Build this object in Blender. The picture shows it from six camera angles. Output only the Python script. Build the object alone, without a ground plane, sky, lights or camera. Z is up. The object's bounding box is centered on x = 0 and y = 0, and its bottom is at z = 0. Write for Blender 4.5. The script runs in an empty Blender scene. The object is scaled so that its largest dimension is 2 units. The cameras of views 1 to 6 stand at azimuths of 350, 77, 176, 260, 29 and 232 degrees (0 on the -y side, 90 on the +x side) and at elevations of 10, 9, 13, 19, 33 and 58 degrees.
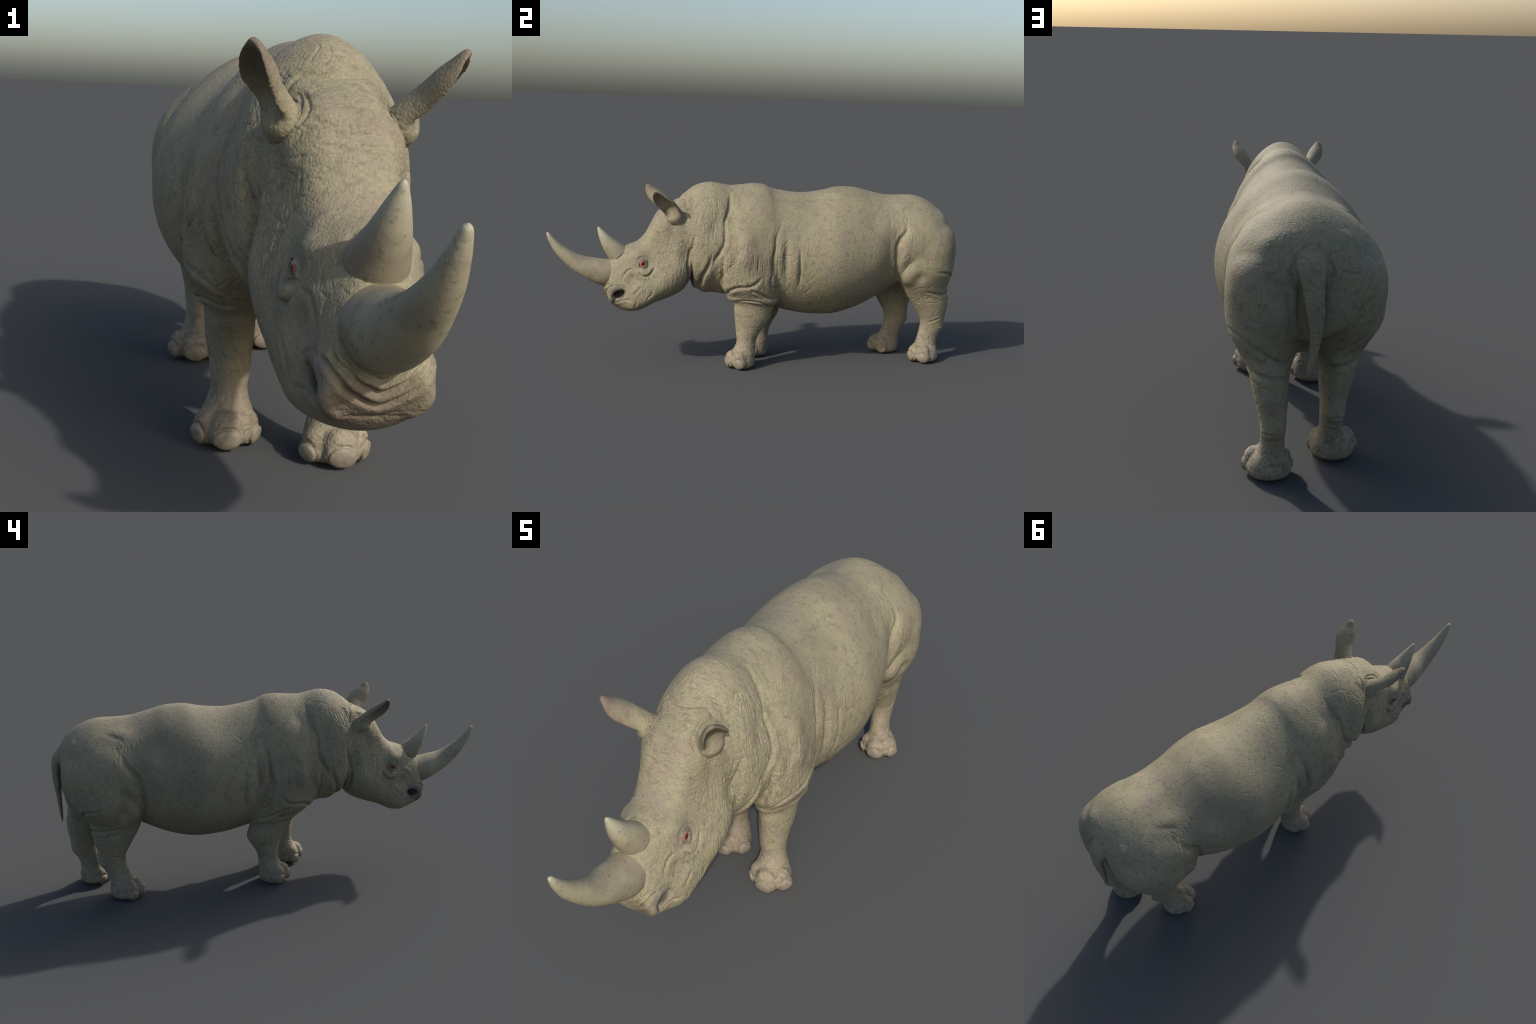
# Two-horned grey rhinoceros standing with staggered legs, built part by part.
import bpy, bmesh, math
import numpy as np
from mathutils import Vector, Matrix, noise as mnoise

rng = np.random.default_rng(7)
VOXEL = 0.0025

# ------------------------------------------------------------------ helpers
def cubic(xs, ys, xq):
    """Monotone-ish cubic (Catmull-Rom, finite difference) interpolation, ys may be (n, k)."""
    xs = np.asarray(xs, float); ys = np.asarray(ys, float); xq = np.asarray(xq, float)
    flat = ys.ndim == 1
    if flat: ys = ys[:, None]
    h = np.diff(xs)[:, None]; d = np.diff(ys, axis=0) / h
    m = np.zeros_like(ys); m[0] = d[0]; m[-1] = d[-1]
    m[1:-1] = (d[:-1] * h[1:] + d[1:] * h[:-1]) / (h[:-1] + h[1:])
    i = np.clip(np.searchsorted(xs, xq, side="right") - 1, 0, len(xs) - 2)
    hh = (xs[i + 1] - xs[i]); t = np.clip((xq - xs[i]) / hh, 0, 1)[:, None]; hh = hh[:, None]
    r = ((2*t**3-3*t**2+1)*ys[i] + (t**3-2*t**2+t)*hh*m[i] + (-2*t**3+3*t**2)*ys[i+1] + (t**3-t**2)*hh*m[i+1])
    return r[:, 0] if flat else r

def smoothstep(a, b, x):
    t = np.clip((x - a) / (b - a), 0, 1); return t * t * (3 - 2 * t)

def loft(rings):
    """Closed tube mesh (verts, faces) from a list of equally long rings, both ends capped by fans."""
    rings = [np.asarray(r) for r in rings]; n = len(rings[0]); V = np.concatenate(rings); F = []
    for i in range(len(rings) - 1):
        a, b = i * n, (i + 1) * n
        F += [(a + j, a + (j + 1) % n, b + (j + 1) % n, b + j) for j in range(n)]
    V = np.concatenate([V, [rings[0].mean(0)], [rings[-1].mean(0)]])
    c0, c1, e = len(V) - 2, len(V) - 1, (len(rings) - 1) * n
    F += [((j + 1) % n, j, c0) for j in range(n)] + [(e + j, e + (j + 1) % n, c1) for j in range(n)]
    return V, F

def ball(c, r, n=20, rot=None):
    c = np.array(c, float); th = np.linspace(-np.pi/2 + 0.05, np.pi/2 - 0.05, n); ph = np.linspace(0, 2*np.pi, 2*n, endpoint=False)
    rings = []
    for t in th:
        p = np.stack([np.cos(t)*np.cos(ph)*r[0], np.cos(t)*np.sin(ph)*r[1], np.full(len(ph), np.sin(t)*r[2])], 1)
        if rot is not None: p = p @ np.array(rot).T
        rings.append(p + c)
    return loft(rings)

HULL = []
def add(part): HULL.append(part)
def mirror(part):
    V, F = part; V = V.copy(); V[:, 0] *= -1
    return V, [tuple(reversed(f)) for f in F]

# ------------------------------------------------------------------ trunk and head: sections in the midplane
ANG = np.radians([-90, -60, -30, 0, 30, 60, 90])
def section_loft(rows, steps, nring=72):
    """rows: (top y, top z, bottom y, bottom z, seven half widths from belly to back)."""
    rows = np.array(rows, float); key = np.arange(len(rows)); q = np.linspace(0, len(rows) - 1, steps)
    R = cubic(key, rows, q)
    a = np.linspace(-np.pi/2, np.pi/2, nring // 2 + 1); rings = []
    for r in R:
        w = cubic(ANG, r[4:], a) * np.cos(a); t = (1 + np.sin(a)) / 2
        y = r[2] + (r[0] - r[2]) * t; zz = r[3] + (r[1] - r[3]) * t
        right = np.stack([w, y, zz], 1); left = np.stack([-w, y, zz], 1)[1:-1][::-1]
        rings.append(np.concatenate([right, left]))
    return loft(rings)

TRUNK = [
    # top y, z       bottom y, z    half widths
    (-0.405, 0.780, -0.320, 0.450, .085, .11, .118, .120, .120, .110, .10),
    (-0.375, 0.819, -0.318, 0.378, .090, .135, .148, .145, .142, .120, .10),
    (-0.330, 0.857, -0.300, 0.370, .100, .155, .170, .164, .155, .130, .11),
    (-0.290, 0.876, -0.268, 0.350, .110, .162, .180, .173, .164, .145, .12),
    (-0.235, 0.884, -0.225, 0.350, .115, .168, .187, .180, .170, .155, .14),
    (-0.155, 0.870, -0.165, 0.340, .130, .180, .196, .188, .175, .158, .15),
    (-0.095, 0.873, -0.100, 0.330, .135, .190, .208, .200, .188, .168, .16),
    (-0.030, 0.880, -0.040, 0.305, .135, .188, .208, .208, .198, .175, .16),
    (0.020, 0.875, 0.020, 0.288, .140, .188, .206, .208, .200, .180, .16),
    (0.070, 0.855, 0.070, 0.274, .150, .192, .212, .214, .206, .184, .17),
    (0.170, 0.839, 0.170, 0.250, .170, 0.205, .234, .238, .228, .205, .19),
    (0.240, 0.839, 0.240, 0.238, .185, 0.218, .250, .254, .244, .213, .20),
    (0.320, 0.851, 0.320, 0.233, .190, 0.225, .260, .267, .255, .223, .20),
    (0.390, 0.867, 0.390, 0.236, .190, 0.223, .258, .262, .246, .217, .20),
    (0.475, 0.866, 0.475, 0.258, .180, 0.213, .244, .247, .234, .210, .19),
    (0.545, 0.850, 0.545, 0.288, .170, .202, .225, .234, .228, .203, .18),
    (0.625, 0.833, 0.625, 0.330, .150, .178, .198, .210, .218, .195, .17),
    (0.695, 0.829, 0.695, 0.365, .140, .175, .205, .225, .222, .192, .17),
    (0.760, 0.831, 0.760, 0.400, .130, .175, .218, .236, .224, .192, .17),
    (0.812, 0.824, 0.812, 0.420, .120, .165, .216, .234, .222, .190, .17),
    (0.865, 0.802, 0.865, 0.430, .110, .150, .200, .220, .210, .182, .16),
    (0.912, 0.768, 0.902, 0.440, .09, .135, .175, .192, .188, .166, .15),
    (0.944, 0.730, 0.926, 0.450, .07, .115, .142, .156, .155, .140, .13),
    (0.960, 0.690, 0.938, 0.475, .04, .085, .10, .108, .110, .10, .09),
]
HEAD = [
    (-0.350, 0.825, -0.325, 0.430, .10, .130, .140, .135, .130, .120, .12),
    (-0.405, 0.797, -0.365, 0.368, .14, .172, .162, .140, .128, .135, .15),
    (-0.452, 0.774, -0.415, 0.338, .17, .195, .170, .128, .114, .138, .17),
    (-0.490, 0.740, -0.462, 0.320, .18, .198, .166, .121, .107, .135, .19),
    (-0.517, 0.692, -0.500, 0.307, .18, .195, .156, .115, .103, .128, .19),
    (-0.545, 0.640, -0.535, 0.290, .185, .190, .148, .113, .104, .122, .17),
    (-0.583, 0.601, -0.570, 0.273, .185, .183, .140, .114, .109, .124, .13),
    (-0.630, 0.583, -0.606, 0.266, .180, .175, .130, .105, .099, .107, .09),
    (-0.680, 0.551, -0.636, 0.267, .150, .142, .108, .091, .084, .085, .07),
    (-0.718, 0.517, -0.660, 0.274, .125, .122, .100, .088, .079, .078, .07),
    (-0.740, 0.465, -0.680, 0.284, .095, .103, .097, .088, .077, .075, .07),
    (-0.744, 0.410, -0.698, 0.300, .07, .084, .092, .086, .075, .072, .07),
    (-0.738, 0.375, -0.711, 0.318, .05, .065, .072, .072, .067, .06, .055),
    (-0.731, 0.355, -0.718, 0.330, .02, .03, .03, .03, .03, .03, .02),
]
add(section_loft(TRUNK, 140))
add(section_loft(HEAD, 90))

# ------------------------------------------------------------------ limbs: sections by height
def limb(rows, side, shift, n=40, steps=70):
    """rows: (z, centre x, centre y, half x, half y); shift: (z, dy) pairs moving the limb along y."""
    rows = np.array(sorted(rows), float); q = np.linspace(rows[0, 0], rows[-1, 0], steps)
    R = cubic(rows[:, 0], rows[:, 1:], q); dy = cubic(*zip(*sorted(shift)), q)
    a = np.linspace(0, 2*np.pi, n, endpoint=False); rings = []
    for z, r, d in zip(q, R, dy):
        rings.append(np.stack([side*(r[0] + r[2]*np.cos(a)), r[1] + d + r[3]*np.sin(a), np.full(n, z)], 1))
    V, F = loft(rings)
    return V, (F if side > 0 else [tuple(reversed(f)) for f in F])

HINDLIMB = [
    (.735, .090, .830, .052, .060), (.665, .119, .833, .103, .121), (.600, .130, .832, .111, .138),
    (.540, .127, .828, .114, .142), (.470, .123, .823, .112, .142), (.425, .117, .822, .101, .132),
    (.385, .112, .830, .083, .116), (.345, .108, .846, .064, .110), (.306, .107, .863, .057, .098),
    (.272, .103, .875, .052, .086), (.240, .100, .882, .047, .072), (.205, .097, .889, .041, .063),
    (.172, .095, .887, .039, .062), (.140, .095, .873, .037, .055), (.107, .096, .863, .038, .053),
    (.080, .098, .856, .046, .058), (.055, .102, .851, .062, .068), (.030, .104, .853, .068, .068), (.010, .104, .853, .062, .060), (.001, .104, .852, .046, .044)]
FORELIMB = [
    (.660, .110, -.025, .070, .090), (.600, .122, -.030, .088, .125), (.500, .130, -.045, .092, .145),
    (.430, .130, -.052, .090, .148), (.380, .124, -.048, .082, .140), (.350, .117, -.036, .072, .128),
    (.330, .112, -.032, .064, .116), (.310, .110, -.031, .058, .101), (.287, .109, -.036, .056, .096),
    (.224, .104, -.042, .053, .083), (.192, .102, -.053, .048, .068), (.162, .101, -.062, .046, .056), (.118, .103, -.068, .042, .047),
    (.090, .104, -.075, .050, .052), (.060, .107, -.086, .062, .060), (.030, .109, -.088, .066, .064), (.010, .109, -.086, .060, .056), (.001, .109, -.086, .046, .044)]
HIND_SHIFT = [(0, -.134), (.06, -.133), (.12, -.122), (.25, -.123), (.36, -.104), (.46, -.058), (.60, -.016), (.75, 0)]
FORE_SHIFT = [(0, .112), (.10, .111), (.25, .087), (.31, .052), (.36, .034), (.48, .012), (.60, .0), (.75, 0)]
NONE = [(0, 0), (.4, 0), (.75, 0)]
LIMBS = [("forelimb", FORELIMB, 1, NONE), ("forelimb", FORELIMB, -1, FORE_SHIFT), ("hindlimb", HINDLIMB, 1, NONE), ("hindlimb", HINDLIMB, -1, HIND_SHIFT)]
for _, rows, side, shift in LIMBS: add(limb(rows, side, shift))

# sleeve: the thick roll of skin around the top of each foreleg
def roll(side, shift, cx, cy, hx, hy, z0, tilt, r, n=48, m=14):
    a = np.linspace(0, 2*np.pi, n, endpoint=False); b = np.linspace(0, 2*np.pi, m, endpoint=False)
    V = []; F = []
    for t in a:
        zc = z0 + tilt * math.sin(t)
        for u in b:
            rr = r * (1 + .15*math.sin(3*t))
            k = math.cos(u) * rr * .8
            V.append((side*(cx + (hx + k)*math.cos(t)), cy + shift + (hy + k)*math.sin(t), zc + rr*1.15*math.sin(u)))
    for i in range(n):
        for j in range(m):
            f = (i*m+j, ((i+1)%n)*m+j, ((i+1)%n)*m+(j+1)%m, i*m+(j+1)%m)
            F.append(f if side > 0 else f[::-1])
    return np.array(V), F
add(roll(1, 0, .117, -.040, .056, .110, .345, -.010, .022))
add(roll(-1, .045, .117, -.040, .056, .100, .345, -.010, .022))

# feet: three toe bulbs on each pad
TOES = []
def foot(cx, cy, side):
    for dx, dy, ang, r in ((0.004, -.054, 0, (.038, .031, .029)), (.052, -.015, 62, (.032, .031, .027)), (-.052, -.019, -58, (.031, .030, .026))):
        t = math.radians(ang); R = [[math.cos(t), -math.sin(t), 0], [math.sin(t), math.cos(t), 0], [0, 0, 1]]
        if side < 0: R = [[math.cos(t), math.sin(t), 0], [-math.sin(t), math.cos(t), 0], [0, 0, 1]]
        c = (side*(cx + dx), cy + dy, r[2] + .002); TOES.append((np.array(c), side*math.sin(t), -math.cos(t)))
        add(ball(c, r, 16, R))
        mid = (side*(cx + dx*.68), cy + dy*.68, .048); add(ball(mid, (r[0]*1.10, r[1]*1.25, .038), 14, R))
foot(.110, -.093, 1); foot(.110, .020, -1); foot(.107, .843, 1); foot(.107, .706, -1)

# ------------------------------------------------------------------ tail
def tube(points, radii, n=24, steps=40, flat=1.0, lateral=(1, 0, 0)):
    P = np.array(points, float); key = np.arange(len(P)); q = np.linspace(0, len(P)-1, steps)
    C = cubic(key, P, q); R = cubic(key, np.array(radii, float), q); T = np.gradient(C, axis=0)
    a = np.linspace(0, 2*np.pi, n, endpoint=False); rings = []
    for c, r, t in zip(C, R, T):
        t = t / np.linalg.norm(t); l = np.array(lateral, float); l -= t*(l@t); l /= np.linalg.norm(l); b = np.cross(t, l)
        rings.append(c + r*(np.outer(np.cos(a), l) + flat*np.outer(np.sin(a), b)))
    return loft(rings)
TAIL = [(0, .925, .700), (0.001, .955, .676), (-.001, .974, .643), (-.007, .981, .590), (-.011, .980, .545), (-.013, .978, .494), (-.008, .976, .428), (.003, .975, .372), (.009, .974, .352)]
TAIL_R = [.048, .043, .037, .030, .0265, .0200, .0148, .0105, .005]
add(tube(TAIL, TAIL_R, flat=.62))

# ------------------------------------------------------------------ ears: curled leaves, open forward and outward
EAR_SPINE = [(.070, -.388, .693), (.092, -.404, .719), (.118, -.431, .748), (.149, -.472, .781), (.168, -.505, .820), (.174, -.523, .855)]
EAR_OPEN = np.array([.75, -.45, -.25])
def ear(n=22, steps=64):
    q = np.linspace(0, 1, steps); C = cubic(np.linspace(0, 1, 6), EAR_SPINE, q); T = np.gradient(C, axis=0)
    rings = []
    for s, c, t in zip(q, C, T):
        t /= np.linalg.norm(t); o = EAR_OPEN - t*(EAR_OPEN@t); o /= np.linalg.norm(o); w = np.cross(t, o)
        r = float(cubic([0, .2, .4, .55, .7, .82, .93, 1], [.050, .037, .036, .041, .040, .031, .019, .008], [s])[0])
        spread = float(cubic([0, .34, .40, .48, .86, .95, 1], [0, 0, .5, 1, 1, .5, .1], [s])[0]); spread = min(max(spread, 0.), 1.)      # 0 closed tube, 1 open cup
        c = c + w*.007*math.exp(-((s - .58)/.16)**2)
        back, front = [], []
        for k in range(n):                                       # rear (convex) outline from rim to rim
            f = math.radians(-90 + 180*k/(n-1)); back.append(c + r*(w*math.sin(f) - o*math.cos(f)*.85))
        for k in range(n):                                       # front outline: bulging when closed, scooped when open
            f = math.radians(90 - 180*k/(n-1)); d = (1-spread)*.80 - spread*.64
            front.append(c + r*(w*math.sin(f)*(1 - .10*spread) + o*math.cos(f)*d) + o*.009*spread)
        rings.append(np.array(back + front))
    return loft(rings)
E0 = ear(); add(E0); add(mirror(E0))

# ------------------------------------------------------------------ fuse the hulls into one skin
def join(parts):
    V = []; F = []; o = 0
    for v, f in parts:
        V.append(v); F += [tuple(i + o for i in t) for t in f]; o += len(v)
    me = bpy.data.meshes.new("hull"); me.from_pydata(np.concatenate(V).tolist(), [], F); me.update(); return me
me = join(HULL)
bm = bmesh.new(); bm.from_mesh(me); bmesh.ops.recalc_face_normals(bm, faces=bm.faces); bm.to_mesh(me); bm.free()
hull = bpy.data.objects.new("hull", me); bpy.context.scene.collection.objects.link(hull)
mod = hull.modifiers.new("fuse", "REMESH"); mod.mode = "VOXEL"; mod.voxel_size = VOXEL; mod.adaptivity = 0
skin = bpy.data.meshes.new_from_object(hull.evaluated_get(bpy.context.evaluated_depsgraph_get()))
bpy.data.objects.remove(hull); bpy.data.meshes.remove(me)
bm = bmesh.new(); bm.from_mesh(skin)            # keep only the outer shell
seen = set(); shells = []
bm.verts.ensure_lookup_table()
for v in bm.verts:
    if v.index in seen: continue
    stack, comp = [v], []; seen.add(v.index)
    while stack:
        a = stack.pop(); comp.append(a)
        for e in a.link_edges:
            b = e.other_vert(a)
            if b.index not in seen: seen.add(b.index); stack.append(b)
    shells.append(comp)
shells.sort(key=len)
for c in shells[:-1]: bmesh.ops.delete(bm, geom=c, context="VERTS")
bm.to_mesh(skin); bm.free()

NV = len(skin.vertices); V = np.empty(NV*3); skin.vertices.foreach_get("co", V); V = V.reshape(-1, 3)
ED = np.empty(len(skin.edges)*2, np.int64); skin.edges.foreach_get("vertices", ED); ED = ED.reshape(-1, 2)
QUADS = np.empty(len(skin.polygons)*4, np.int64); skin.polygons.foreach_get("vertices", QUADS); QUADS = QUADS.reshape(-1, 4)
DEG = np.bincount(ED.ravel(), minlength=NV)[:, None].astype(float)
def neighbour_mean(X):
    out = np.stack([np.bincount(ED[:, 0], X[ED[:, 1], k], NV) + np.bincount(ED[:, 1], X[ED[:, 0], k], NV) for k in range(X.shape[1])], 1)
    return out / DEG
def relax(V, times, weight=1.0):
    for _ in range(times):
        for f in (.55, -.56): V = V + weight * f * (neighbour_mean(V) - V)
    return V
def melt(V, times, weight):
    for _ in range(times): V = V + weight * .6 * (neighbour_mean(V) - V)
    return V
def normals(V):
    a = V[QUADS[:, 2]] - V[QUADS[:, 0]]; b = V[QUADS[:, 3]] - V[QUADS[:, 1]]; n = np.cross(a, b)
    N = np.stack([np.bincount(QUADS.ravel(), np.repeat(n[:, k], 4), NV) for k in range(3)], 1)
    return N / np.maximum(np.linalg.norm(N, axis=1, keepdims=True), 1e-12)

def near(c, r0, r1):
    return 1 - smoothstep(r0, r1, np.linalg.norm(V - np.array(c), axis=1))
def ear_distance(P):
    """Distance to the free part of the ear spine (either side)."""
    Q = np.abs(P * [1, 0, 0]) + P * [0, 1, 1]; S = cubic(np.linspace(0, 1, 6), EAR_SPINE, np.linspace(.42, 1, 14))
    return np.min(np.linalg.norm(Q[:, None] - S[None], axis=2), axis=1)
ear_zone = np.zeros(NV); box = (V[:, 1] < -.36) & (V[:, 2] > .68) & (np.abs(V[:, 0]) > .06)
ear_zone[box] = 1 - smoothstep(.04, .055, ear_distance(V[box]))
soft = 1 - .65*ear_zone
foot_zone = 1 - smoothstep(.09, .13, V[:, 2])
V = melt(V, 20, (soft * (1 - .6*foot_zone))[:, None]); V = relax(V, 6)
for c, r, times in (((.215, .79, .62), .13, 160), ((.20, -.04, .62), .10, 120), ((.12, .74, .80), .08, 60), ((.0, -.41, .76), .11, 60)):   # blend limbs into the trunk
    for sg in ((1, -1) if c[0] else (1,)):
        w_ = near((sg*c[0], c[1], c[2]), .35*r, r)*(1 - ear_zone); I = np.where(w_ > .001)[0]; inv_ = np.full(NV, -1); inv_[I] = np.arange(len(I)); e_ = inv_[ED]; e_ = e_[(e_ >= 0).all(1)]
        deg_ = np.maximum(np.bincount(e_.ravel(), minlength=len(I)), 1)[:, None]; X = V[I]; ww = w_[I][:, None]
        for _ in range(times):
            m_ = np.stack([np.bincount(e_[:, 0], X[e_[:, 1], k], len(I)) + np.bincount(e_[:, 1], X[e_[:, 0], k], len(I)) for k in range(3)], 1)/deg_
            X = X + ww*.7*(m_ - X)
        V[I] = X
V = relax(V, 30, ear_zone[:, None]); V = melt(V, 12, .7*ear_zone[:, None])
N = normals(V)

# ------------------------------------------------------------------ sculpt: folds, creases, hollows and bulges
def limb_shift(P):
    """How far a point of the left (-x) legs stands from its mirror image."""
    z = P[:, 2]; f = cubic(*zip(*FORE_SHIFT), np.minimum(z, .75)); h = cubic(*zip(*HIND_SHIFT), np.minimum(z, .75))
    y = P[:, 1]; return np.where((y > -.19) & (y < .10), f * (z < .47), np.where(y > .60, h, 0))
def both_sides(pts):
    P = np.array(pts, float); yield P, 1
    M = P * [-1, 1, 1]; M[:, 1] += limb_shift(P); yield M, -1
def dense(P, step=.003):
    L = np.r_[0, np.cumsum(np.linalg.norm(np.diff(P, axis=0), axis=1))]
    q = np.linspace(0, L[-1], max(4, int(L[-1]/step))); return cubic(L, P, q), q / L[-1]

def fold(V, N, pts, depth, width, left=0., right=0., roll=None, taper=.25, mirrored=True, wiggle=.0):
    """A crease along pts; 'left'/'right' raise a roll of skin beside it (left = rear side of a line drawn downward)."""
    roll = roll or 2.2*width; D = np.zeros(len(V))
    for P, sgn in (both_sides(pts) if mirrored else [(np.array(pts, float), 1)]):
        S, t = dense(P)
        if wiggle: S = S + wiggle*np.array([np.array(mnoise.noise_vector(Vector(p)*40)) for p in S])
        reach = 3*max(width, roll if (left or right) else 0) + .012
        lo, hi = S.min(0) - reach, S.max(0) + reach
        I = np.where(((V > lo) & (V < hi)).all(1))[0]
        if not len(I): continue
        X = V[I]; best = np.full(len(I), 9.); arg = np.zeros(len(I), int)
        for k in range(len(S)):
            d = ((X - S[k])**2).sum(1); m = d < best; best[m] = d[m]; arg[m] = k
        d = np.sqrt(best); near_i = np.array([I[np.argmin(((X - S[k])**2).sum(1))] for k in range(0, len(S), 4)])
        snap = np.sqrt(np.array([((X - S[k])**2).sum(1).min() for k in range(0, len(S), 4)]))
        off = np.interp(arg, np.arange(0, len(S), 4), snap); d = np.sqrt(np.maximum(best - .9*off**2, 0))   # tolerate lines a little off the skin
        T = np.gradient(S, axis=0); T /= np.linalg.norm(T, axis=1, keepdims=True)
        side = sgn*np.sign(np.einsum("ij,ij->i", X - S[arg], np.cross(N[I], T[arg])))
        fade = np.clip(np.minimum(t, 1 - t)/max(taper, 1e-3), 0, 1)[arg]; fade = fade*fade*(3 - 2*fade)
        g = -depth*np.exp(-(d/width)**2)
        b = np.where(side > 0, left, right)*np.exp(-((d - roll)/roll)**2)*(1 - np.exp(-(d/(.6*roll))**2))
        D[I] += fade*(g + b)
    return V + N*D[:, None]

def mound(V, N, c, radii, amount, mirrored=True, axis=None):
    """Gaussian swelling (or hollow) of half-extent radii (x, y, z) about c."""
    D = np.zeros(len(V))
    for P, sgn in (both_sides([c]) if mirrored else [(np.array([c], float), 1)]):
        q = (((V - P[0])/np.array(radii))**2).sum(1); D += amount*np.exp(-q)
    return V + N*D[:, None]

def ridge(V, N, pts, radius, amount, mirrored=True):
    for P, sgn in (both_sides(pts) if mirrored else [(np.array(pts, float), 1)]):
        S, t = dense(P, radius/3); lo, hi = S.min(0) - 3*radius, S.max(0) + 3*radius
        I = np.where(((V > lo) & (V < hi)).all(1))[0]
        d2 = np.min(((V[I][:, None] - S[None])**2).sum(2), axis=1)
        D = np.zeros(len(V)); D[I] = amount*np.exp(-d2/radius**2); V = V + N*D[:, None]
    return V

SWELLINGS = [                       # centre, half-extents, height
    ((.170, -.230, .700), (.06, .045, .060), -.016),      # hollow between neck and shoulder
    ((.152, -.162, .742), (.06, .024, .080), -.012),
    ((.150, -.365, .565), (.06, .035, .060), -.011),      # behind the jaw
    ((.160, -.320, .500), (.06, .020, .060), .005),       # first throat fold
    ((.150, -.270, .440), (.06, .022, .060), .004),       # second throat fold
    ((.190, -.170, .500), (.06, .045, .075), .014),       # point of the shoulder
    ((.208, -.105, .560), (.06, .042, .060), .018),
    ((.196, .530, .720), (.06, .060, .060), -.008),
    ((.125, .690, .780), (.06, .060, .035), .012),        # hip bone
    ((.109, .906, .735), (.05, .035, .035), .008),
    ((.220, .765, .440), (.05, .026, .032), -.011),       # hollow above the knee
    ((.195, .712, .440), (.06, .032, .050), .016),        # knee
    ((.215, .735, .550), (.06, .035, .060), .008),
    ((.222, .655, .590), (.05, .025, .060), -.008),
    ((.100, -.445, .712), (.04, .030, .040), .012),       # temple under the ear
    ((.067, -.372, .785), (.04, .035, .030), .010),
    ((.106, -.612, .431), (.04, .030, .030), -.009),      # cheek hollow
    ((.114, -.562, .466), (.04, .030, .020), .008),       # under the eye
    ((.094, -.592, .546), (.04, .032, .020), .010),       # brow
    ((.203, -.100, .630), (.06, .040, .045), .010),
    ((.080, .955, .535), (.045, .05, .060), .013),        # inner buttock
    ((.125, .870, .400), (.06, .050, .035), .006),
    ((.137, -.378, .545), (.05, .025, .050), -.009),
    ((.180, -.222, .528), (.05, .022, .045), -.007),
    ((.128, -.116, .788), (.05, .030, .040), -.007),
    ((.118, -.405, .688), (.04, .035, .040), .009),
    ((.094, -.465, .672), (.04, .025, .035), .007),
    ((.095, -.718, .362), (.03, .020, .025), -.006),
    ((.068, -.728, .417), (.03, .020, .025), -.005),
]
WINGS = [([(.096, -.668, .398), (.092, -.702, .388), (.086, -.716, .362), (.074, -.712, .335), (.060, -.706, .318)], .015, .006)]
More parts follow.
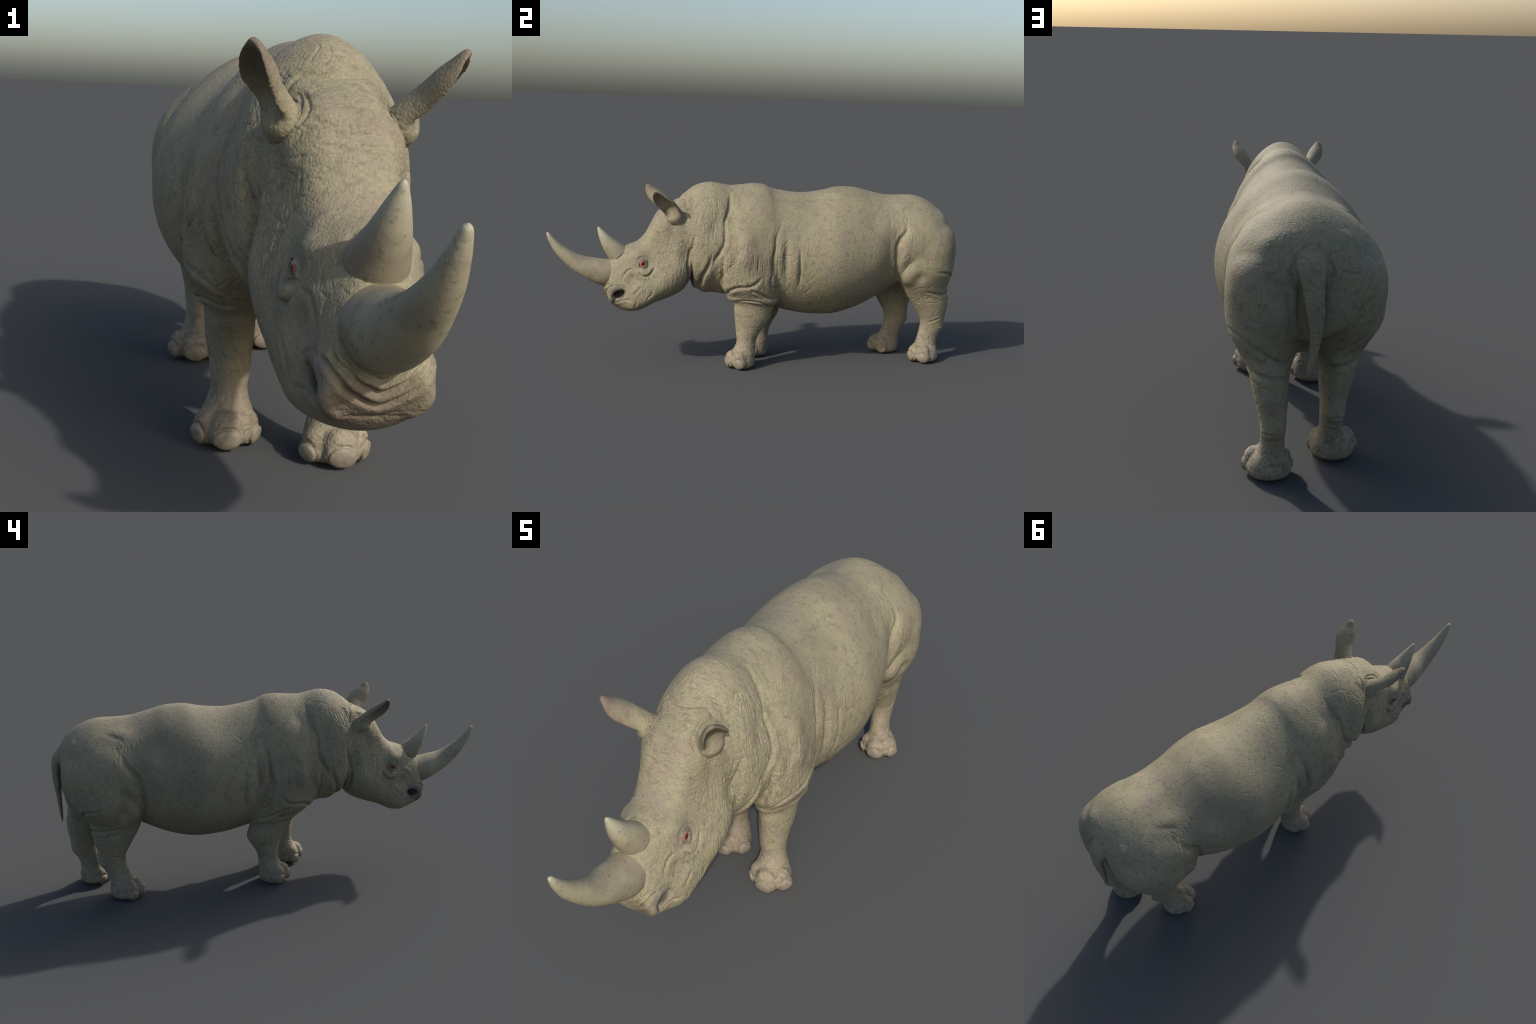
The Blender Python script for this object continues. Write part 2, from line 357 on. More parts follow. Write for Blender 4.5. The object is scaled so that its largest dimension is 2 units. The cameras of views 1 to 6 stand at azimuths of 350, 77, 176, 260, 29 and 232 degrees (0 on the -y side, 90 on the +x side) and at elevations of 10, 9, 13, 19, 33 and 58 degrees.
FOLDS = [   # points, depth, width, left, right, roll, taper
    ([(.180, .693, .735), (.197, .688, .705), (.211, .682, .675), (.219, .657, .639), (.220, .645, .602), (.214, .645, .551), (.196, .650, .498), (.165, .665, .447), (.135, .695, .405), (.119, .723, .372)], .013, .010, .007, -.003, .030, .30),
    ([(.105, .765, .797), (.124, .743, .784), (.142, .697, .766), (.150, .649, .759)], .003, .014, 0, 0, None, .4),
    ([(.164, .074, .735), (.193, .054, .673), (.202, .042, .638), (.208, .038, .591), (.209, .031, .549), (.208, .032, .500), (.197, .051, .449), (.181, .081, .409)], .008, .006, .003, .004, .020, .5),
    ([(.204, .092, .670), (.217, .091, .580), (.217, .090, .519), (.206, .096, .456), (.185, .103, .403)], .009, .013, .003, .003, .022, .45),
    ([(.225, .150, .620), (.231, .152, .582), (.234, .155, .522), (.226, .158, .466), (.206, .156, .413), (.185, .150, .378)], .008, .006, .000, .006, .020, .45),
    ([(.060, -.156, .850), (.083, -.160, .831), (.123, -.165, .785), (.150, -.178, .741), (.164, -.196, .708), (.176, -.196, .663), (.183, -.199, .617), (.183, -.213, .581), (.175, -.239, .534), (.165, -.251, .499), (.150, -.262, .455)], .010, .009, .002, .000, .030, .25),
    ([(.183, -.201, .575), (.183, -.201, .553), (.173, -.202, .503), (.155, -.200, .445), (.140, -.196, .405), (.125, -.173, .362)], .008, .008, .007, 0, .022, .3),
    ([(.176, -.255, .575), (.170, -.264, .521), (.155, -.278, .483), (.131, -.291, .450), (.090, -.294, .407), (.04, -.292, .385)], .010, .008, .004, .004, .018, .3),
    ([(.160, -.330, .660), (.151, -.338, .631), (.144, -.346, .593), (.141, -.356, .564), (.140, -.359, .524), (.127, -.356, .479), (.108, -.357, .439), (.081, -.350, .411), (.03, -.340, .395)], .010, .007, .005, .002, .016, .3),
    ([(.0, -.392, .808), (.035, -.378, .806), (.055, -.365, .802), (.081, -.362, .775), (.112, -.356, .743), (.130, -.345, .715)], .004, .005, .002, .001, .012, .15),
    ([(.220, -.017, .467), (.221, -.035, .445), (.217, -.063, .420), (.212, -.091, .410), (.203, -.126, .407), (.183, -.158, .396), (.126, -.175, .359)], .007, .006, .003, .003, .016, .25),
    ([(.210, -.087, .400), (.208, -.053, .387), (.197, -.013, .367), (.184, .021, .349), (.158, .065, .336)], .006, .005, .003, .003, .012, .25),
    ([(.215, .008, .509), (.210, .025, .479), (.210, .021, .442), (.203, .025, .412), (.173, .081, .394)], .005, .006, .002, .002, .014, .3),
    ([(.118, -.165, .336), (.140, -.148, .330), (.172, -.110, .334), (.187, -.058, .335), (.187, -.017, .326), (.147, .037, .300), (.11, .062, .300)], .008, .006, .0, .0, None, .1),
    ([(.185, -.188, .581), (.189, -.156, .553), (.204, -.125, .523), (.215, -.101, .499), (.220, -.083, .478)], .003, .005, .001, .001, .01, .3),
    ([(.218, -.042, .560), (.221, -.045, .521), (.222, -.044, .482)], .003, .004, .001, .001, .01, .3),
    ([(.212, -.096, .545), (.214, -.098, .517), (.214, -.105, .495)], .003, .004, .001, .001, .01, .3),
    # head
    ([(.101, -.592, .484), (.104, -.588, .474), (.108, -.581, .463), (.111, -.573, .454), (.114, -.557, .449), (.116, -.540, .455), (.116, -.527, .468), (.115, -.517, .486), (.112, -.514, .505)], .006, .0045, .004, .001, .011, .25),
    ([(.100, -.592, .492), (.104, -.580, .481), (.107, -.563, .477), (.106, -.547, .485), (.103, -.537, .504)], .003, .0035, .0015, .001, .007, .25),
    ([(.103, -.600, .500), (.105, -.596, .520), (.106, -.580, .536), (.106, -.556, .540), (.105, -.540, .532)], .003, .004, .001, .0015, .008, .3),
    ([(.101, -.592, .484), (.096, -.611, .481), (.091, -.631, .477), (.089, -.646, .463), (.089, -.659, .443), (.092, -.667, .421)], .003, .004, .001, .0015, .012, .4),
    ([(.122, -.558, .409), (.119, -.578, .395), (.115, -.596, .376), (.112, -.608, .360), (.109, -.611, .347)], .0028, .0035, .001, .001, .010, .45),
    ([(.129, -.527, .407), (.130, -.525, .387), (.128, -.528, .368), (.125, -.542, .350), (.115, -.556, .332)], .0028, .004, .001, .001, .012, .45),
    ([(.070, -.707, .308), (.078, -.695, .318), (.088, -.676, .326), (.096, -.653, .336), (.101, -.630, .334), (.109, -.611, .343)], .003, .0035, .001, .0015, .010, .3),
    ([(.113, -.597, .340), (.110, -.597, .321), (.097, -.606, .300)], .003, .0035, .001, .001, .009, .4),
    ([(.103, -.640, .372), (.100, -.655, .352), (.095, -.680, .342), (.088, -.697, .326), (.078, -.702, .306)], .008, .006, .0, .0, .012, .3),
    ([(.089, -.712, .372), (.092, -.706, .390), (.093, -.696, .402), (.095, -.677, .407), (.098, -.660, .400), (.102, -.646, .390), (.104, -.635, .372)], .003, .004, .0, .0, .010, .25),
    ([(0, -.722, .335), (.018, -.724, .341), (.033, -.728, .350), (.050, -.731, .360), (.062, -.732, .375), (.073, -.727, .387), (.080, -.719, .398), (.088, -.703, .404), (.085, -.700, .420)], .006, .0045, .003, .003, .009, .01),
    ([(0, -.732, .357), (.017, -.734, .364), (.036, -.736, .374), (.050, -.737, .390), (.062, -.732, .398), (.073, -.722, .410), (.078, -.712, .428)], .006, .0045, .002, .002, .009, .01),
    ([(0, -.738, .376), (.012, -.739, .381), (.029, -.740, .387), (.040, -.740, .395), (.053, -.736, .407), (.062, -.728, .422), (.066, -.722, .440)], .005, .004, .002, .002, .008, .01),
    ([(0, -.709, .313), (.034, -.708, .313), (.045, -.706, .315), (.055, -.711, .325), (.068, -.715, .337)], .002, .004, .0, .0, None, .05),
    ([(.0, -.500, .724), (.012, -.500, .724), (.034, -.496, .726), (.052, -.487, .729), (.062, -.470, .738)], .002, .0035, .0, .0, None, .1),
    ([(.0, -.518, .690), (.020, -.516, .693), (.045, -.509, .695), (.069, -.497, .693)], .002, .0035, .0, .0, None, .2),
    ([(.064, -.381, .780), (.062, -.423, .764), (.065, -.453, .746), (.074, -.461, .728), (.084, -.455, .712), (.099, -.440, .702), (.114, -.428, .704)], .003, .0035, .0, .001, .008, .2),
    ([(.071, -.385, .777), (.071, -.415, .761), (.078, -.441, .738), (.089, -.446, .722), (.102, -.440, .712)], .003, .0035, .0, .001, .008, .2),
    ([(.138, -.456, .752), (.133, -.456, .738), (.127, -.452, .715)], .008, .005, 0, 0, None, .35),
    # grooves where the horns rise from the skin
    ([(0, -.719, .524), (.036, -.721, .513), (.062, -.725, .482), (.070, -.728, .452), (.061, -.733, .419), (.037, -.737, .395), (0.001, -.740, .385)], .006, .005, 0, 0, None, .05),
    ([(0, -.724, .520), (.033, -.714, .524), (.051, -.690, .543), (.048, -.656, .566), (.028, -.635, .580), (.001, -.627, .584)], .005, .005, 0, 0, None, .05),
    # hindquarters
    ([(.225, .830, .480), (.215, .890, .468), (.200, .925, .458), (.162, .947, .436), (.121, .947, .409), (.081, .927, .383), (.052, .880, .375)], .006, .006, .003, .003, .014, .25),
    ([(.182, .806, .372), (.176, .860, .360), (.155, .910, .350), (.133, .940, .348), (.094, .944, .341), (.055, .888, .325)], .008, .006, .003, .003, .014, .2),
    ([(.127, .899, .160), (.103, .938, .169), (.070, .926, .172)], .004, .004, .002, .002, .008, .3),
    ([(.115, .915, .143), (.092, .922, .141), (.068, .905, .142)], .003, .004, .001, .001, .008, .3),
    ([(.130, .848, .200), (.139, .878, .211), (.134, .920, .231)], .003, .004, .001, .001, .008, .3),
    ([(.0, .938, .733), (.029, .944, .720), (.043, .951, .700), (.050, .956, .672), (.038, .956, .638)], .003, .004, .0, .0, None, .1),
    ([(.048, .944, .715), (.052, .953, .686), (.059, .957, .664), (.045, .957, .631)], .005, .005, .0, .002, .01, .25),
    ([(.078, .950, .680), (.067, .957, .661), (.045, .957, .638)], .004, .004, .0, .0, None, .25),
    ([(.142, .956, .657), (.114, .960, .653), (.075, .956, .664)], .003, .004, .001, .001, .01, .3),
    ([(.040, .958, .640), (.032, .955, .600), (.030, .955, .540), (.025, .950, .480), (.022, .930, .420)], .012, .010, .0, .0, None, .25),
]
for c, r, h in SWELLINGS: V = mound(V, N, c, r, h)
for pts, r, h in WINGS: V = ridge(V, N, pts, r, h)
N = normals(V)
for pts, depth, width, left, right, rr, tp in FOLDS:
    if abs(pts[0][0]) < 1e-6:                                                  # crosses the midline: run it from side to side
        pts = [(-x, y, z) for x, y, z in pts[:0:-1]] + list(pts); V = fold(V, N, pts, depth, width, left, right, rr, .12, mirrored=False)
    else: V = fold(V, N, pts, depth, width, left, right, rr, tp)
N = normals(V)

# nostrils: deep pits under the wings of the snout
for sgn in (1, -1):
    c = np.array([sgn*.098, -.676, .360]); u = (V - c) @ np.array([0, .90, .43]); v = (V - c) @ np.array([0, -.43, .90])
    m = np.exp(-((u/.026)**2 + (v/.0155)**2)**2) * (sgn*V[:, 0] > .05)
    V = V - np.array([sgn, -.15, -.25]) * (.040*m)[:, None]

# eye openings: the skin sinks inside an almond outline and swells into lids around it
EYE = np.array([.1005, -.5680, .5085])
TILT = math.radians(30); E1 = np.array([0, math.cos(TILT), math.sin(TILT)]); E2 = np.array([0, -math.sin(TILT), math.cos(TILT)])
for sgn in (1, -1):
    c = EYE * [sgn, 1, 1]; u = (V - c) @ E1 / .0175; v = (V - c) @ E2; near_eye = (sgn*V[:, 0] > .07) & (np.abs(u) < 3) & (np.abs(v) < .05)
    half = np.where(v > 0, .0100, .0110) * np.maximum(1 - u*u, -.6)
    e = np.where(np.abs(u) < 1.6, (np.abs(v) - half), .03)                     # < 0 inside the opening
    inside = (1 - smoothstep(-.003, .0015, e)) * near_eye; lid = np.exp(-((e - .0045)/.0035)**2) * near_eye * (np.abs(u) < 1.4)
    V = V + np.array([sgn, -.1, 0]) * (-.014*inside + .0075*lid)[:, None]
V = relax(V, 2); N = normals(V)

# toenails: smooth shields on the toe tips, set off by a groove
NAIL = np.full(NV, -1.)                                                       # > 0 on a nail
for c, dx, dy in TOES:
    P = V - c; r = np.linalg.norm(P, axis=1); f = (P[:, 0]*dx + P[:, 1]*dy)/.032 - .25*P[:, 2]/.03
    ok = (r < .052) & (V[:, 2] < .058)
    press = np.where(ok, np.maximum(f - .50, 0)*.032*.42, 0); V = V - press[:, None]*np.array([dx, dy, 0])      # blunt the toe tip
    g = np.where(ok, f - .42, -1); NAIL = np.maximum(NAIL, g)
    V = V + N*(np.where(ok, -.0040*np.exp(-(g/.10)**2) + .0006*smoothstep(0, .3, g), 0))[:, None]
N = normals(V)

# random wrinkles: short creases that wander over the skin along a given direction
from mathutils.kdtree import KDTree
tree = KDTree(NV)
for i, p in enumerate(V): tree.insert(p, i)
tree.balance()
def wrinkles(mask, count, direction, length, depth, width, spread=.35, seed=1):
    r = np.random.default_rng(seed); pool = np.where(mask)[0]; D = {}
    if not len(pool): return
    step = max(width*.7, .0022)
    for i in r.choice(pool, count):
        L = r.uniform(*length); a = r.uniform(.5, 1)*depth; w = width*r.uniform(.8, 1.25)
        d = np.array(direction, float) if direction is not None else r.normal(size=3)
        d = d/np.linalg.norm(d) + spread*r.normal(size=3); n = max(3, int(L/step)); bend = r.normal(size=3)*.02
        j = i; p = V[i].copy()
        for k in range(n):
            nn = N[j]; d = d + bend + .09*r.normal(size=3); t = d - nn*(d @ nn); t /= np.linalg.norm(t) + 1e-9; d = t
            e = min(k + 1, n - k)/(.35*n); fade = min(1, e)
            for co, q, dist in tree.find_range(p, 1.9*w):
                h = -a*fade*math.exp(-(dist/w)**2)
                if h < D.get(q, 0): D[q] = h
            p = p + t*step; co, j, dist = tree.find(p); p = np.array(co)
    if D: WR[np.fromiter(D.keys(), int)] += np.fromiter(D.values(), float)
WR = np.zeros(NV)
x_, y_, z_ = V.T; ax_ = np.abs(x_)
plain = (NAIL < -.05)
on_head = (y_ < -.34) & (z_ > .25) & (ear_zone < .2)
wrinkles(on_head & (y_ > -.545) & (z_ > .63) & (N[:, 1] < -.2) & (ax_ < .11), 170, (1, 0, 0), (.03, .10), 0.00230, .0021, .08, 11)
wrinkles(on_head & (ax_ > .085) & (y_ > -.50) & (z_ < .60), 520, (0, .25, 1), (.02, .06), 0.00203, .0020, .12, 12)
wrinkles(on_head & (ax_ > .075) & (z_ > .54) & (y_ > -.54), 260, (.4, .8, -.55), (.025, .06), 0.00203, .0020, .15, 13)
wrinkles(on_head & (y_ < -.52) & (z_ < .53), 240, (0, .4, .8), (.015, .04), 0.00135, .0020, .45, 14)
wrinkles((y_ > -.36) & (y_ < -.17) & (z_ > .36) & (z_ < .80), 520, (0, .15, 1), (.03, .09), 0.00216, .0023, .10, 15)
wrinkles((y_ > -.38) & (y_ < -.22) & (z_ > .78), 90, (1, .3, 0), (.03, .09), 0.00135, .0022, .15, 16)
wrinkles((y_ > -.19) & (y_ < .09) & (z_ > .34) & (z_ < .58) & (ax_ > .1), 380, (0, -.4, .8), (.02, .06), 0.00243, .0024, .45, 17)
wrinkles((y_ > .03) & (y_ < .20) & (z_ > .30) & (z_ < .70), 150, (0, .1, 1), (.03, .10), 0.00189, .0024, .12, 18)
wrinkles((y_ > .20) & (y_ < .62) & (z_ > .30) & (z_ < .75), 160, (0, .5, 1), (.02, .06), 0.00108, .0022, .35, 26)
wrinkles((y_ > .60) & (y_ < .72) & (z_ > .45) & (z_ < .75), 120, (0, -.1, 1), (.03, .07), 0.00216, .0024, .12, 19)
wrinkles((z_ > .11) & (z_ < .34) & plain, 480, (.3, .6, .6), (.02, .05), 0.00162, .0021, .45, 20)
wrinkles((z_ < .13) & plain, 620, (.7, .5, .1), (.012, .035), 0.00230, .0021, .5, 21)
wrinkles((z_ < .40) & (z_ > .30) & (y_ > .74), 90, (.8, .5, 0), (.03, .06), 0.00243, .0024, .15, 22)
wrinkles((z_ > .36) & (z_ < .66) & (y_ > .972) & (ax_ < .04), 80, (1, 0, 0), (.02, .04), 0.00176, .0020, .08, 23)
wrinkles((z_ > .60) & (z_ < .75) & (y_ > .92) & (ax_ < .12), 110, (.3, .2, .8), (.02, .05), 0.00203, .0022, .3, 24)
wrinkles((y_ > .65) & (y_ < .95) & (z_ > .45), 160, None, (.015, .04), 0.00108, .0022, .3, 25)
V = V + N*WR[:, None]; N = normals(V)

# ------------------------------------------------------------------ finish: regions become named parts
def regions(c):
    x, y, z = c.T; ax = np.abs(x); reg = np.zeros(len(c), int)              # 0 torso
    neck_line = -.345 + .0*(z)                                              # neck / torso border
    reg[y < -.17 + .12*(z - .6)] = 1
    head_line = -.335 - .22*(z - .40)
    reg[y < head_line] = 2
    d = np.abs((c - [0, 0, 0]))
    P = np.stack([ax, y, z], 1); A = np.array(EAR_SPINE[2]); ee = np.array(EAR_SPINE[-1]) - A; t = ((P - A) @ ee) / (ee @ ee)
    reg[(t > .02) & (ax > .10) & (np.linalg.norm(P - A - np.clip(t, 0, 1)[:, None]*ee, axis=1) < .06) & (y < -.40)] = 3
    reg[(ax < .06) & (y > .945) & (z < .665) & (z > .3)] = 4
    low = z < .335
    front = y < .35
    reg[low & front & (x > 0) & (y > -.21)] = 5; reg[low & front & (x < 0) & (y > -.21)] = 6
    hz = z < .40 
    reg[hz & (y > .60) & (x > 0) & (reg != 4) & (ax > .04)] = 7; reg[hz & (y > .60) & (x < 0) & (reg != 4) & (ax > .04)] = 8
    belly = (z < .335) & (y > .115 + .0*z) & (y < .60) & (z > .2)
    reg[belly] = 0
    foot = z < .098 + .012*np.sin(x*90)
    for k in (5, 6, 7, 8): reg[(reg == k) & foot] += 6          # 11..14: feet
    return reg
NAMES = {0: "torso", 1: "neck", 2: "head", 3: "ear", 4: "tail", 5: "forelimb", 6: "forelimb", 7: "hindlimb", 8: "hindlimb", 11: "foot", 12: "foot", 13: "foot", 14: "foot"}

# ------------------------------------------------------------------ materials
class Graph:
    """Small helper that writes shader nodes as expressions on Object coordinates."""
    def __init__(self, name, rough):
        self.m = bpy.data.materials.new(name); self.m.use_nodes = True; self.t = self.m.node_tree; self.n = self.t.nodes; self.l = self.t.links
        self.out = self.n["Principled BSDF"]; self.out.inputs["Roughness"].default_value = rough
        self.out.inputs["Specular IOR Level"].default_value = .3
        self.pos = self.n.new("ShaderNodeTexCoord").outputs["Object"]
    def put(self, sock, v):
        if hasattr(v, "links"): self.l.new(v, sock)
        elif sock.type == "RGBA": sock.default_value = (*v, 1) if len(v) == 3 else v
        else: sock.default_value = v
    def math(self, op, a, b=0., clamp=False):
        n = self.n.new("ShaderNodeMath"); n.operation = op; n.use_clamp = clamp; self.put(n.inputs[0], a); self.put(n.inputs[1], b); return n.outputs[0]
    def scaled(self, s, off=(0, 0, 0), rot=(0, 0, 0)):
        n = self.n.new("ShaderNodeMapping"); n.inputs["Scale"].default_value = s; n.inputs["Location"].default_value = off; n.inputs["Rotation"].default_value = rot
        self.l.new(self.pos, n.inputs[0]); return n.outputs[0]
    def noise(self, scale, detail=3., rough=.55, vec=None, dist=0.):
        n = self.n.new("ShaderNodeTexNoise"); self.l.new(vec or self.pos, n.inputs["Vector"]); n.inputs["Scale"].default_value = scale
        n.inputs["Detail"].default_value = detail; n.inputs["Roughness"].default_value = rough; n.inputs["Distortion"].default_value = dist; return n.outputs["Fac"]
    def cells(self, scale, feature="DISTANCE_TO_EDGE", vec=None, rnd=1.):
        n = self.n.new("ShaderNodeTexVoronoi"); n.feature = feature; self.l.new(vec or self.pos, n.inputs["Vector"]); n.inputs["Scale"].default_value = scale
        n.inputs["Randomness"].default_value = rnd; return n.outputs["Distance"]
    def ramp(self, v, a, b):
        n = self.n.new("ShaderNodeMapRange"); n.interpolation_type = "SMOOTHSTEP"; self.put(n.inputs[0], v); n.inputs[1].default_value = a; n.inputs[2].default_value = b; return n.outputs[0]
    def mix(self, f, a, b):
        n = self.n.new("ShaderNodeMix"); n.data_type = "RGBA"; self.put(n.inputs[0], f); self.put(n.inputs[6], a); self.put(n.inputs[7], b); return n.outputs[2]
    def blob(self, centre, radii, soft=.5, wobble=.0):
        """1 inside an ellipsoid (mirrored in x), fading to 0 over 'soft' of its size."""
        a = self.n.new("ShaderNodeVectorMath"); a.operation = "ABSOLUTE"; self.l.new(self.pos, a.inputs[0])
        sx = self.n.new("ShaderNodeSeparateXYZ"); self.l.new(self.pos, sx.inputs[0]); ab = self.math("ABSOLUTE", sx.outputs[0])
        c = self.n.new("ShaderNodeCombineXYZ"); self.l.new(ab, c.inputs[0]); self.l.new(sx.outputs[1], c.inputs[1]); self.l.new(sx.outputs[2], c.inputs[2])
        d = self.n.new("ShaderNodeVectorMath"); d.operation = "SUBTRACT"; self.l.new(c.outputs[0], d.inputs[0]); d.inputs[1].default_value = centre
        e = self.n.new("ShaderNodeVectorMath"); e.operation = "DIVIDE"; self.l.new(d.outputs[0], e.inputs[0]); e.inputs[1].default_value = radii
        f = self.n.new("ShaderNodeVectorMath"); f.operation = "LENGTH"; self.l.new(e.outputs[0], f.inputs[0]); v = f.outputs["Value"]
        if wobble: v = self.math("ADD", v, self.math("MULTIPLY", self.math("SUBTRACT", self.noise(22., 3.), .5), wobble))
        return self.ramp(v, 1 + soft, 1 - soft*.5)
    def axis(self, k):
        sx = self.n.new("ShaderNodeSeparateXYZ"); self.l.new(self.pos, sx.inputs[0]); return sx.outputs[k]
    def bump(self, h, dist, strength=1., normal=None):
        n = self.n.new("ShaderNodeBump"); n.inputs["Strength"].default_value = strength; n.inputs["Distance"].default_value = dist; self.l.new(h, n.inputs["Height"])
        if normal: self.l.new(normal, n.inputs["Normal"])
        return n.outputs[0]
    def finish(self, col, normal=None):
        self.put(self.out.inputs["Base Color"], col)
        if normal: self.l.new(normal, self.out.inputs["Normal"])
        return self.m

def skin_material():
    g = Graph("rhinoceros_skin", .72)
    base, olive, mauve, dust, earth = (.252, .225, .145), (.256, .233, .143), (.244, .201, .147), (.335, .303, .205), (.095, .078, .054)
    col = g.mix(g.ramp(g.noise(9., 4.), .45, .62), base, olive)
    col = g.mix(g.math("MULTIPLY", g.ramp(g.noise(13., 4., vec=g.scaled((1, 1, 1), (3, 1, 7))), .48, .66), .75), col, mauve)
    col = g.mix(g.math("MULTIPLY", g.ramp(g.noise(4., 5., vec=g.scaled((1, 1, 1), (9, 4, 2))), .56, .74), .40), col, dust)
    col = g.mix(g.math("MULTIPLY", g.ramp(g.noise(45., 4., .65), .49, .70), .46), col, earth)              # fine mottling
    col = g.mix(g.math("MULTIPLY", g.ramp(g.noise(150., 3., .6), .48, .70), .32), col, earth)
    col = g.mix(g.math("MULTIPLY", g.ramp(g.noise(120., 3., .6, vec=g.scaled((1, 1, 1), (5, 5, 5))), .50, .72), .45), col, dust)
    col = g.mix(g.math("MULTIPLY", g.ramp(g.noise(3.2, 4., .6, vec=g.scaled((1, 1, 1), (6, 2, 5))), .46, .64), .36), col, (.150, .126, .088))      # broad darker patches
    # muddy lower legs and feet, dust on the toes
    feet = g.ramp(g.math("ADD", g.axis(2), g.math("MULTIPLY", g.math("SUBTRACT", g.noise(14., 4.), .5), .16)), .20, .06)
    col = g.mix(g.math("MULTIPLY", feet, .50), col, (.225, .182, .138))
    col = g.mix(g.math("MULTIPLY", g.math("MULTIPLY", feet, g.ramp(g.noise(60., 4., .7), .52, .68)), .55), col, (.370, .320, .235))
    col = g.mix(g.math("MULTIPLY", g.math("MULTIPLY", feet, g.ramp(g.noise(38., 4., .7, vec=g.scaled((1, 1, 1), (2, 8, 1))), .48, .66)), .65), col, (.120, .092, .070))
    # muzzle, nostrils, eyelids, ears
    col = g.mix(g.math("MULTIPLY", g.blob((0, -.735, .315), (.090, .060, .060), .5, .6), .70), col, (.135, .102, .074))  # lips and muzzle darkened in the colour, mostly for the shade under the snout
    col = g.mix(g.math("MULTIPLY", g.blob((.094, -.695, .372), (.022, .040, .034), .6, .3), .70), col, (.150, .128, .112))
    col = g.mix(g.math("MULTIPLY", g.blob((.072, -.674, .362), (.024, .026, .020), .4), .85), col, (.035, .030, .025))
    col = g.mix(g.math("MULTIPLY", g.blob((.104, -.567, .511), (.03, .027, .021), .35), .60), col, (.120, .115, .098))
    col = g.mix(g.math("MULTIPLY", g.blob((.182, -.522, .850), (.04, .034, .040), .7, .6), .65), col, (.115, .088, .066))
    col = g.mix(g.math("MULTIPLY", g.blob((.172, -.492, .795), (.032, .042, .045), .5, .4), .60), col, (.120, .095, .070))  # inside of the ear cup tinted dark brown: painted shadow
    # dark speckles on the rump
    spots = g.math("MULTIPLY", g.ramp(g.noise(75., 2., .5), .60, .70), g.blob((.15, .93, .46), (.13, .12, .13), .5, .4))
    col = g.mix(g.math("MULTIPLY", spots, .55), col, (.100, .085, .062))
    # relief: pebbled hide, fine crossing wrinkles, long soft undulation
    def lines(scale, stretch, off, thin):
        f = g.noise(scale, 2., .5, vec=g.scaled(stretch, off), dist=.25); return g.ramp(g.math("ABSOLUTE", g.math("SUBTRACT", f, .5)), 0., thin)
    fore = g.ramp(g.math("ADD", g.axis(1), g.math("MULTIPLY", g.noise(6., 2.), .25)), .30, .05)           # the front half is the more wrinkled
    w1 = lines(34., (1, 1.3, .32), (0, 0, 0), .060); w2 = lines(40., (.5, .9, .9), (7, 3, 5), .060)
    wr = g.math("MULTIPLY", w1, w2); col = g.mix(g.math("MULTIPLY", g.math("SUBTRACT", 1., wr), g.math("ADD", .05, g.math("MULTIPLY", fore, .05))), col, earth)  # slightly darker colour along the fine wrinkle lines
    h1 = g.ramp(g.cells(120., vec=g.scaled((1, 1, .75))), .0, .30)
    h2 = g.noise(150., 3., .65, vec=g.scaled((1, 1.2, .6)), dist=.3)
    n = g.bump(h2, .0014, .7); n = g.bump(h1, .0006, .6, n)
    fore = g.math("MULTIPLY", fore, g.math("SUBTRACT", 1., g.blob((.150, -.480, .800), (.07, .07, .08), .3)))
    bw = g.n.new("ShaderNodeBump"); bw.inputs["Distance"].default_value = .0016; g.l.new(wr, bw.inputs["Height"]); g.l.new(n, bw.inputs["Normal"])
    g.l.new(g.math("ADD", .12, g.math("MULTIPLY", fore, .16)), bw.inputs["Strength"]); n = bw.outputs[0]
    return g.finish(col, n)

def horn_material():
    g = Graph("horn_keratin", .55)
    y, z = g.axis(1), g.axis(2)
    col = g.mix(g.ramp(g.noise(14., 4.), .38, .66), (.285, .258, .170), (.225, .195, .135))
    # along the front horn: pinkish brown at the root, olive in the middle, bone at the tip
    col = g.mix(g.math("MULTIPLY", g.ramp(g.math("ADD", z, g.math("MULTIPLY", g.noise(20., 3.), .05)), .60, .68), .85), col, (.340, .320, .230))
    root1 = g.blob((0, -.735, .452), (.09, .035, .085), .5, .7); root2 = g.blob((0, -.690, .545), (.075, .045, .035), .5, .8)
    col = g.mix(g.math("MULTIPLY", g.math("MAXIMUM", root1, root2), .50), col, (.175, .142, .104))
    col = g.mix(g.math("MULTIPLY", g.ramp(g.noise(70., 4., .7), .56, .70), .60), col, (.095, .080, .058))
    crack = g.ramp(g.math("ABSOLUTE", g.math("SUBTRACT", g.noise(11., 3., .6, vec=g.scaled((1.6, .8, .8), (4, 2, 9))), .5)), .012, .0)
    col = g.mix(g.math("MULTIPLY", g.math("MULTIPLY", crack, g.ramp(g.noise(8., 2.), .50, .60)), .35), col, (.080, .066, .048))
    rings = g.noise(9., 3., .6, vec=g.scaled((1.5, 9, 6)))
    n = g.bump(rings, .0035, .22); n = g.bump(g.noise(120., 3., .6, vec=g.scaled((1, .35, .35))), .0012, .5, n)
    return g.finish(col, n)

def nail_material():
    g = Graph("toenail_keratin", .55)
    col = g.mix(g.ramp(g.noise(40., 4.), .40, .65), (.222, .192, .142), (.172, .145, .108))
    col = g.mix(g.math("MULTIPLY", g.ramp(g.noise(90., 3.), .50, .7), .4), col, (.300, .260, .195))
    return g.finish(col, g.bump(g.noise(60., 4., .6), .0015, .6))

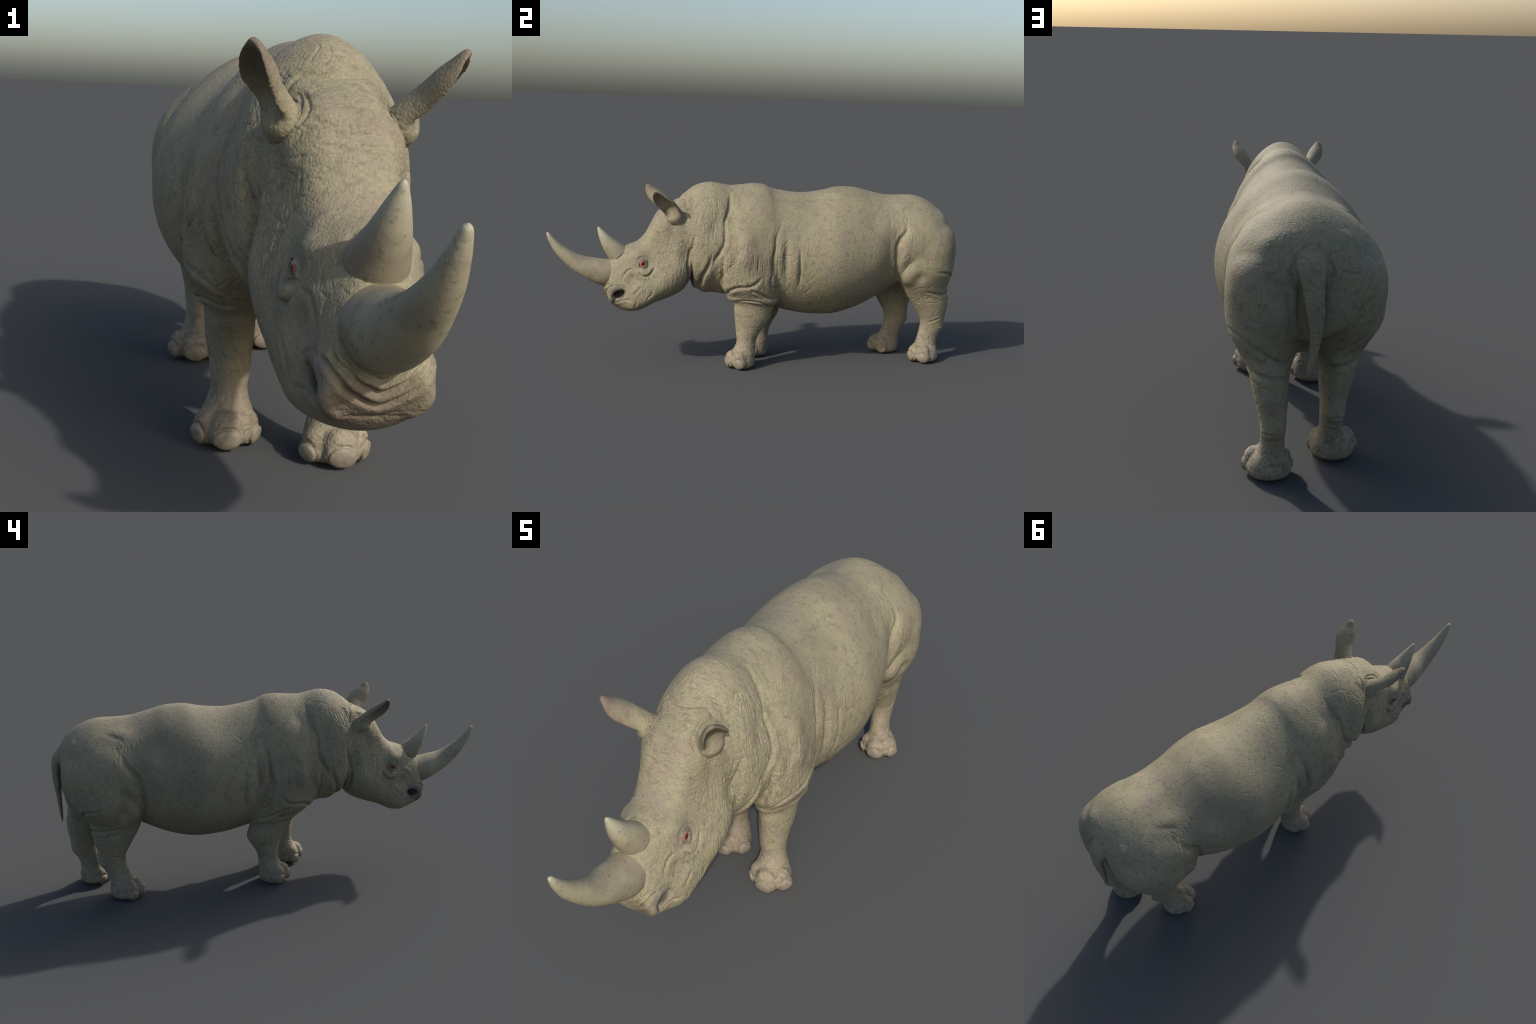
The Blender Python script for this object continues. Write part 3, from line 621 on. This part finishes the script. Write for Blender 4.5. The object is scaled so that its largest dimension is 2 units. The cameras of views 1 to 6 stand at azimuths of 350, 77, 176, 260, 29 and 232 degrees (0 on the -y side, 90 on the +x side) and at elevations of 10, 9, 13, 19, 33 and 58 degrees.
def eye_material():
    g = Graph("eye_surface", .12); g.out.inputs["Specular IOR Level"].default_value = .5
    y, z = g.axis(1), g.axis(2)
    d = g.math("SQRT", g.math("ADD", g.math("POWER", g.math("ADD", y, .5670), 2.), g.math("POWER", g.math("SUBTRACT", z, .5090), 2.)))
    col = g.mix(g.ramp(d, .0108, .0092), (.62, .105, .085), (.075, .036, .020))
    col = g.mix(g.ramp(d, .0058, .0042), col, (.022, .018, .018))
    return g.finish(col)
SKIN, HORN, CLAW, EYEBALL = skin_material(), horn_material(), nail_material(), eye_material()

root = bpy.data.objects.new("rhinoceros", None); bpy.context.scene.collection.objects.link(root)
root["label"] = "grey wrinkled rhinoceros with two horns, standing still"; root["category"] = "rhinoceros"

def part(name, verts, faces, mat, nrm=None, parent=root):
    me = bpy.data.meshes.new(name); me.from_pydata(verts.tolist(), [], faces.tolist() if hasattr(faces, "tolist") else faces); me.update()
    me.polygons.foreach_set("use_smooth", np.ones(len(me.polygons), bool)); me.materials.append(mat)
    if nrm is not None: me.normals_split_custom_set_from_vertices(nrm.tolist())
    o = bpy.data.objects.new(name, me); bpy.context.scene.collection.objects.link(o); o.parent = parent; return o

cen = V[QUADS].mean(1); ids = regions(cen)
ids[(ids == 3) & (cen[:, 0] < 0)] = 9; NAMES[9] = "ear"
nail_face = NAIL[QUADS].mean(1) > .02
toe_c = np.array([t[0] for t in TOES]); nearest = np.argmin(np.linalg.norm(cen[nail_face][:, None] - toe_c[None], axis=2), axis=1)
ids[nail_face] = 20 + nearest
OWNER = {}
for k in sorted(set(ids.tolist())):
    q = QUADS[ids == k]; used, inv = np.unique(q, return_inverse=True)
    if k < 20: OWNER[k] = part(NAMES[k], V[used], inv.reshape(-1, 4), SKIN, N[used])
    else: part("toenail", V[used], inv.reshape(-1, 4), CLAW, N[used], OWNER[(11, 12, 13, 14)[(k - 20)//3]])

# horns
FRONT = [(0, -.700, .450), (0, -.738, .452), (0, -.795, .469), (0, -.850, .491), (0, -.900, .524), (0, -.945, .563), (0, -.974, .599), (0, -.990, .625), (0, -.997, .636), (0, -1.000, .641)]
FRONT_R = [.064, .063, .0545, .0435, .034, .0250, .0170, .0108, .0070, .002]
hv, hf = tube(FRONT, FRONT_R, n=40, steps=120, flat=1.0); part("horn", hv, hf, HORN)
REAR = [(0, -.670, .535), (0, -.690, .556), (0, -.712, .580), (0, -.730, .604), (0, -.748, .632), (0, -.760, .653), (0, -.765, .662), (0, -.767, .667)]
REAR_R = [.050, .0445, .036, .0285, .0190, .0108, .0065, .002]
hv, hf = tube(REAR, REAR_R, n=36, steps=80, flat=1.0); part("horn", hv, hf, HORN)
for sg in (1, -1):
    ev, ef = ball((sg*.0880, -.5675, .5085), (.0190, .0190, .0190)); part("eye", ev, ef, EYEBALL)
bpy.data.meshes.remove(skin)
